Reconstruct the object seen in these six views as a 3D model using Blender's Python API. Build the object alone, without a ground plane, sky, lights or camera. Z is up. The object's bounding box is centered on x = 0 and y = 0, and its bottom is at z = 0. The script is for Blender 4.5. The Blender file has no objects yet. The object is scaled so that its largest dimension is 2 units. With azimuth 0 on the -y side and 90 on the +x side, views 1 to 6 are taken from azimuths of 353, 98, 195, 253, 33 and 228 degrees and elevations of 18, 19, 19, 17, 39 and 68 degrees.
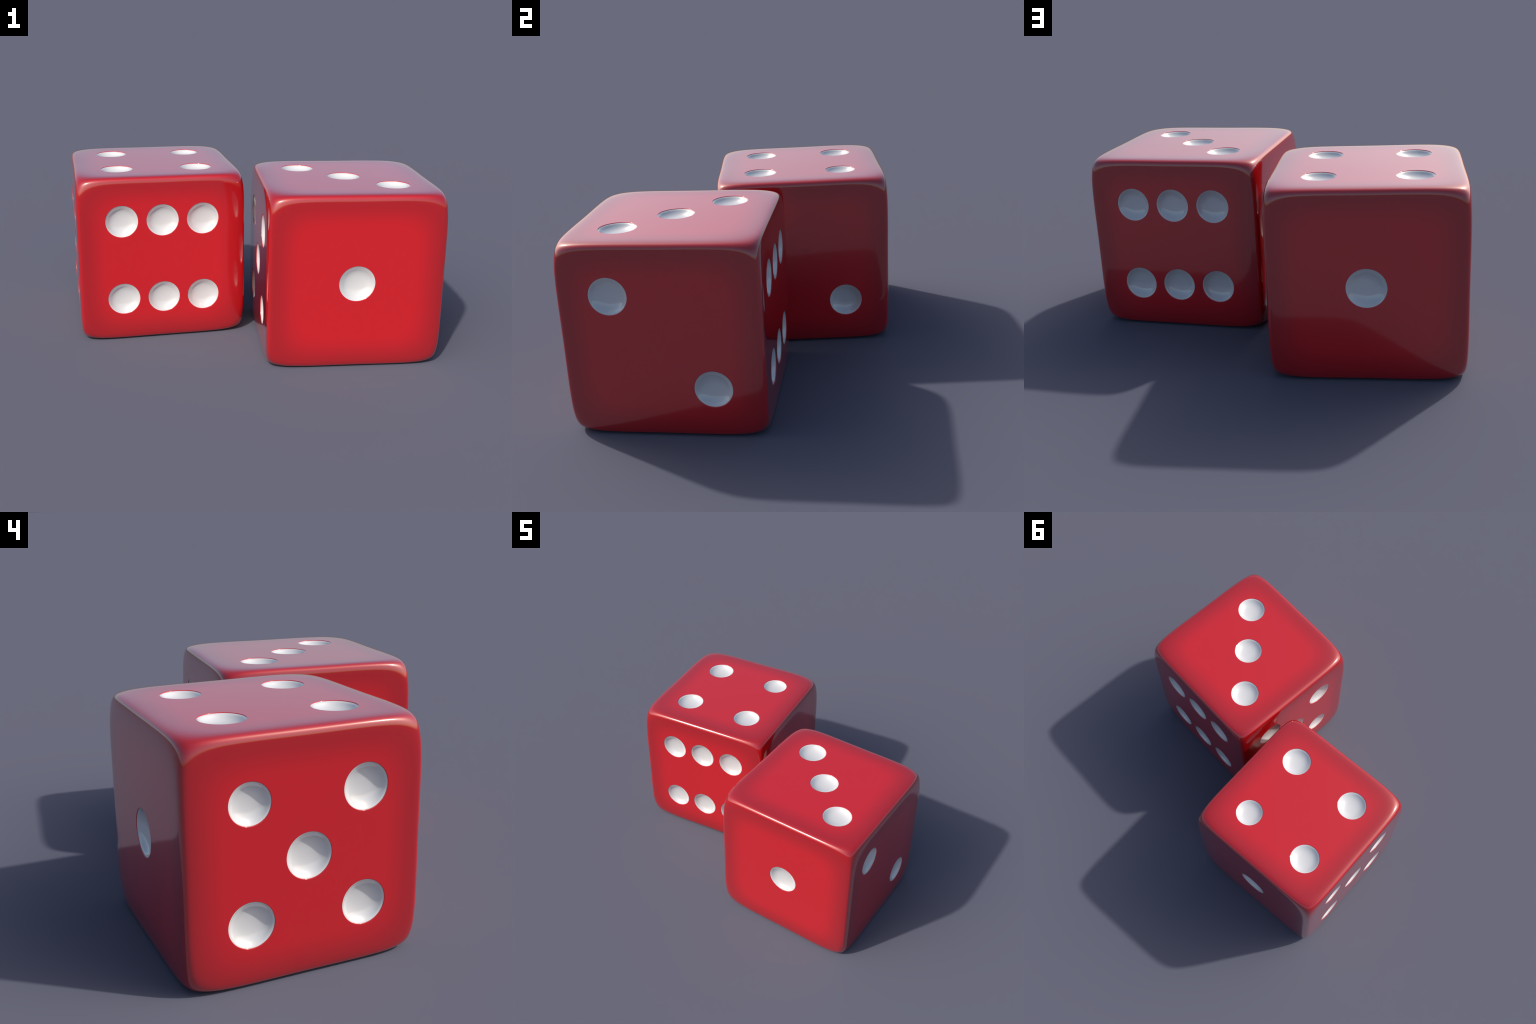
"""Two glossy red dice with rounded edges and scooped white pips, standing side by side."""
import bpy, bmesh, math
from mathutils import Vector, Matrix
from mathutils.bvhtree import BVHTree

SIZE = 0.918            # edge length of a die
HALF = SIZE / 2
LOOP = 0.0634           # support loops of the body cage lie this far from its edges
CORNER_CUT = 0.0404     # the cage corners are pulled in by this much on each axis
SHOULDER = 0.0073       # the edges swell a little before they drop to the corners
WAIST = 0.0012          # and are pulled in a little half way along
PITCH = 0.22            # pip grid spacing, from the face centre
PIP_R = 0.0870          # radius of a pip
LONE_PIP_R = 0.0932     # the single pip is a little larger
SMALL_PIP_R = {(5, -1, 1): 0.0773, (4, 1, 1): 0.0805}   # one pip of the five and one of the four are smaller
BOWL_SLOPE, WALL_SLOPE = 0.30, 1.35      # slope of a hollow at the fraction t of its radius: BOWL_SLOPE * t + WALL_SLOPE * t ** 4
LIP_START, LIP_SLOPE = 0.88, 0.25       # beyond LIP_START it eases off to LIP_SLOPE at the rim
RIM = 0.0022            # rounding of the red rim of the hollow
SEGMENTS = 48
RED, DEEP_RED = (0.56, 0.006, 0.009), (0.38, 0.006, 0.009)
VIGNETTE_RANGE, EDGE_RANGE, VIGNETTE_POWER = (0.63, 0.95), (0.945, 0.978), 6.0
WHITE = (0.66, 0.66, 0.66)

# every face: its two in-plane axes and its normal
FACES = {
    "top": (Vector((1, 0, 0)), Vector((0, 1, 0)), Vector((0, 0, 1))),
    "bottom": (Vector((1, 0, 0)), Vector((0, -1, 0)), Vector((0, 0, -1))),
    "front": (Vector((1, 0, 0)), Vector((0, 0, 1)), Vector((0, -1, 0))),
    "back": (Vector((-1, 0, 0)), Vector((0, 0, 1)), Vector((0, 1, 0))),
    "right": (Vector((0, 1, 0)), Vector((0, 0, 1)), Vector((1, 0, 0))),
    "left": (Vector((0, -1, 0)), Vector((0, 0, 1)), Vector((-1, 0, 0))),
}
DIAGONAL = [(-1, 1), (1, -1)]
CORNERS = DIAGONAL + [(1, 1), (-1, -1)]
PATTERN = {
    1: [(0, 0)],
    2: DIAGONAL,
    3: DIAGONAL + [(0, 0)],
    4: CORNERS,
    5: CORNERS + [(0, 0)],
    6: [(i, j) for j in (1, -1) for i in (-1, 0, 1)],
}
VALUES = dict(top=4, bottom=3, front=6, back=1, right=2, left=5)
# (centre x, centre y), yaw in degrees, roll about its own x axis in degrees
DICE = [((-0.4946, 0.2221), 6.77, 0), ((0.5378, -0.2650), -0.40, 180)]


# ---------------------------------------------------------------- materials
def lacquer(name, colour, roughness):
    """Coloured plastic under a clear, polished coat."""
    m = bpy.data.materials.new(name)
    m.use_nodes = True
    b = m.node_tree.nodes["Principled BSDF"]
    b.inputs["Base Color"].default_value = (*colour, 1)
    b.inputs["Roughness"].default_value = roughness
    b.inputs["IOR"].default_value = 1.6
    b.inputs["Coat Weight"].default_value = 1.0
    b.inputs["Coat Roughness"].default_value = 0.03
    b.inputs["Coat IOR"].default_value = 1.6
    return m, m.node_tree, b


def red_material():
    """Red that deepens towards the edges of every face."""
    m, nt, b = lacquer("red_plastic", (0.5, 0.004, 0.006), 0.12)
    N, L = nt.nodes.new, nt.links.new

    def math_node(op, *args):
        n = N("ShaderNodeMath")
        n.operation = op
        for k, a in enumerate(args):
            if isinstance(a, (int, float)):
                n.inputs[k].default_value = a
            else:
                L(a, n.inputs[k])
        return n.outputs[0]

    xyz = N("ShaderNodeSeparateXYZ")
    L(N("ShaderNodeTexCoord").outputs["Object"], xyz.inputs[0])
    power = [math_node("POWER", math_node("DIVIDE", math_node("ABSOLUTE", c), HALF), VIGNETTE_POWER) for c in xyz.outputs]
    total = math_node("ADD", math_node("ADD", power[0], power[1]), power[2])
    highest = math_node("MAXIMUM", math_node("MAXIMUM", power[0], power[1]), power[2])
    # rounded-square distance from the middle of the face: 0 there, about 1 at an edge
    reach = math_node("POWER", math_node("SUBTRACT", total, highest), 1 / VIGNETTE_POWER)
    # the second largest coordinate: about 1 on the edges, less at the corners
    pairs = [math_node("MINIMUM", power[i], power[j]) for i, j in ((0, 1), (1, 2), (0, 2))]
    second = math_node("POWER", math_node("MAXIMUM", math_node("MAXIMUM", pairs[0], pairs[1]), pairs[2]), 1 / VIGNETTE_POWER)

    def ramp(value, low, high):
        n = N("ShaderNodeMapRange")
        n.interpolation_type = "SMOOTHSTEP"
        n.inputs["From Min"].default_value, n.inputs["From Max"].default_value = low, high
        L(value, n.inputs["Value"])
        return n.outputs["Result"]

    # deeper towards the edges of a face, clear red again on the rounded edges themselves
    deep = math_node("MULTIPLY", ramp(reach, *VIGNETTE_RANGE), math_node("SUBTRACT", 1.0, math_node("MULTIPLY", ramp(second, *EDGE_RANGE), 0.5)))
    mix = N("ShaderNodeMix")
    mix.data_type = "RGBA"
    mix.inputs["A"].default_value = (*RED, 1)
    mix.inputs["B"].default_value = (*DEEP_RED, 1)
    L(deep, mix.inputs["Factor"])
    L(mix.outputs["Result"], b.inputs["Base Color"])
    return m


# ---------------------------------------------------------------- helpers
def new_object(name, mesh, parent=None):
    o = bpy.data.objects.new(name, mesh)
    bpy.context.scene.collection.objects.link(o)
    o.parent = parent
    return o


def applied_mesh(o, name):
    bpy.context.view_layer.update()
    dg = bpy.context.evaluated_depsgraph_get()
    me = bpy.data.meshes.new_from_object(o.evaluated_get(dg))
    me.name = name
    return me


def lathe(profile, name, segments=SEGMENTS):
    """Closed solid of revolution about z; the profile runs from the axis to the axis."""
    bm = bmesh.new()
    rings = []
    for r, z in profile:
        if r < 1e-9:
            rings.append([bm.verts.new((0, 0, z))])
        else:
            rings.append([bm.verts.new((r * math.cos(a), r * math.sin(a), z))
                          for a in (2 * math.pi * i / segments for i in range(segments))])
    for p, q in zip(rings, rings[1:]):
        for i in range(segments):
            j = (i + 1) % segments
            f = [p[i % len(p)], p[j % len(p)], q[j % len(q)], q[i % len(q)]]
            bm.faces.new(list(dict.fromkeys(f)))
    bmesh.ops.recalc_face_normals(bm, faces=bm.faces)
    for f in bm.faces:
        f.smooth = True
    me = bpy.data.meshes.new(name)
    bm.to_mesh(me)
    bm.free()
    return me


def bowl_height(t):
    """Height of the hollow above its bottom, both as fractions of its radius."""
    def inner(t):
        return BOWL_SLOPE * t ** 2 / 2 + WALL_SLOPE * t ** 5 / 5
    if t <= LIP_START:
        return inner(t)
    steepest = BOWL_SLOPE * LIP_START + WALL_SLOPE * LIP_START ** 4
    q = (t - LIP_START) / (1 - LIP_START)
    return inner(LIP_START) + (1 - LIP_START) * (steepest * q + (LIP_SLOPE - steepest) * q * q / 2)


def scoop(t, radius):
    """Height of the lining, its rim just below the die's face."""
    return -RIM - radius * (bowl_height(1) - bowl_height(t))


def pip_mesh(radius):
    """White lining of a hollow: a thin bowl, its scooped side up, z = 0 on the die's face."""
    R = radius + 0.0012
    steps = 36
    top = [(R * t, scoop(t, radius)) for t in (1 - (1 - i / steps) ** 1.5 for i in range(steps + 1))]
    bottom = scoop(0, radius) - 0.010
    under = [(R, -RIM - 0.008), (R * 0.8, scoop(0.8, radius) - 0.010), (R * 0.4, bottom), (0, bottom)]
    return lathe(top + under, "pip")


def pocket_mesh(radius):
    """Cutter for a hollow: rounded rim, straight wall, deep enough to hold the lining."""
    n = 5
    rim = [(radius + RIM * (1 - math.sin(t)), -RIM * (1 - math.cos(t))) for t in (math.pi / 2 * i / n for i in range(n + 1))]
    prof = [(0, 0.02), (radius + RIM + 0.004, 0.02), (radius + RIM + 0.004, 0.00112), (radius + RIM, 0.00003)] + rim[1:]
    prof += [(radius, -0.055), (0, -0.055)]
    return lathe(prof, "pocket")


def pip_places():
    """Radius and frame of every pip; the frame's z points out of the face."""
    for side, value in VALUES.items():
        u, v, n = FACES[side]
        rot = Matrix((u, v, n)).transposed().to_4x4()
        for i, j in PATTERN[value]:
            radius = LONE_PIP_R if value == 1 else SMALL_PIP_R.get((value, i, j), PIP_R)
            yield radius, Matrix.Translation(n * HALF + (u * i + v * j) * PITCH) @ rot


def cage_point(p):
    """Shape the box cage: outer coordinates are HALF, support loops sit at HALF - LOOP and at 0."""
    outer = [abs(c) > HALF - 1e-6 for c in p]
    inward = 0.0
    if sum(outer) == 3:
        inward = CORNER_CUT
    elif sum(outer) == 2:
        inward = WAIST if any(abs(c) < 1e-6 for c in p) else -SHOULDER
    return Vector([c - inward * math.copysign(1, c) if o else c for c, o in zip(p, outer)])


def rounded_cube():
    """Subdivided box cage: flat faces, tight edges that swell and then drop to soft corners."""
    steps = [-HALF, -(HALF - LOOP), 0.0, HALF - LOOP, HALF]
    bm = bmesh.new()
    verts = {}
    for u, v, n in FACES.values():
        grid = [[None] * 5 for _ in range(5)]
        for a in range(5):
            for b in range(5):
                p = u * steps[a] + v * steps[b] + n * HALF
                key = tuple(round(c, 5) for c in p)
                if key not in verts:
                    verts[key] = bm.verts.new(cage_point(p))
                grid[a][b] = verts[key]
        for a in range(4):
            for b in range(4):
                bm.faces.new((grid[a][b], grid[a + 1][b], grid[a + 1][b + 1], grid[a][b + 1]))
    bmesh.ops.recalc_face_normals(bm, faces=bm.faces)
    for f in bm.faces:
        f.smooth = True
    me = bpy.data.meshes.new("cage")
    bm.to_mesh(me)
    bm.free()
    o = new_object("cage", me)
    s = o.modifiers.new("round", "SUBSURF")
    s.levels = s.render_levels = 5
    out = applied_mesh(o, "rounded_cube")
    bpy.data.objects.remove(o)
    return out


def cut_body(plain, name):
    # all pockets of one die joined into a single cutter
    bm = bmesh.new()
    for radius, frame in pip_places():
        start = len(bm.verts)
        bm.from_mesh(pockets[radius])
        bm.verts.ensure_lookup_table()
        bmesh.ops.transform(bm, matrix=frame, verts=bm.verts[start:])
    cut = bpy.data.meshes.new("cutter")
    bm.to_mesh(cut)
    bm.free()
    cutter, o = new_object("cutter", cut), new_object("blank", plain.copy())
    b = o.modifiers.new("hollows", "BOOLEAN")
    b.operation, b.solver, b.object = "DIFFERENCE", "EXACT", cutter
    me = applied_mesh(o, name)
    bpy.data.objects.remove(o)
    bpy.data.objects.remove(cutter)
    # keep the smooth normals of the uncut cube everywhere on its own surface
    for p in me.polygons:
        p.use_smooth = True
    me.update()
    src = [v.co.copy() for v in plain.vertices]
    tree = BVHTree.FromPolygons(src, [p.vertices[:] for p in plain.polygons])
    own = [v.normal.copy() for v in me.vertices]
    smooth = [v.normal for v in plain.vertices]
    normals = []
    for k, v in enumerate(me.vertices):
        hit, _, index, dist = tree.find_nearest(v.co)
        if dist < 3e-5:
            w = [(1 / ((src[i] - hit).length + 1e-7) ** 2, smooth[i]) for i in plain.polygons[index].vertices]
            normals.append(sum((a * n for a, n in w), Vector()).normalized())
        else:
            normals.append(own[k])
    me.normals_split_custom_set_from_vertices(normals)
    return me


# ---------------------------------------------------------------- build
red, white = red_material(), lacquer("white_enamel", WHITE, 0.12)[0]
plain = rounded_cube()
radii = {radius for radius, _ in pip_places()}
pockets = {radius: pocket_mesh(radius) for radius in sorted(radii)}
pips = {radius: pip_mesh(radius) for radius in sorted(radii)}
for p in pips.values():
    p.materials.append(white)
body_mesh = cut_body(plain, "body")
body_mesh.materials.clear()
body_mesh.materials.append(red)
lift = max(v.co.z for v in plain.vertices)      # the die rests on the lowest points of its faces
for (x, y), yaw, roll in DICE:
    die = bpy.data.objects.new("die", None)
    bpy.context.scene.collection.objects.link(die)
    die.empty_display_size = 0.1
    die.location = (x, y, 0)
    die.rotation_euler = (0, 0, math.radians(yaw))
    die["label"] = "glossy red die with rounded edges and white pips"
    die["category"] = "die"
    turned = Matrix.Translation((0, 0, lift)) @ Matrix.Rotation(math.radians(roll), 4, "X")
    body = new_object("body", body_mesh, die)
    body.matrix_local = turned
    for radius, frame in pip_places():
        p = new_object("pip", pips[radius], die)
        p.matrix_local = turned @ frame
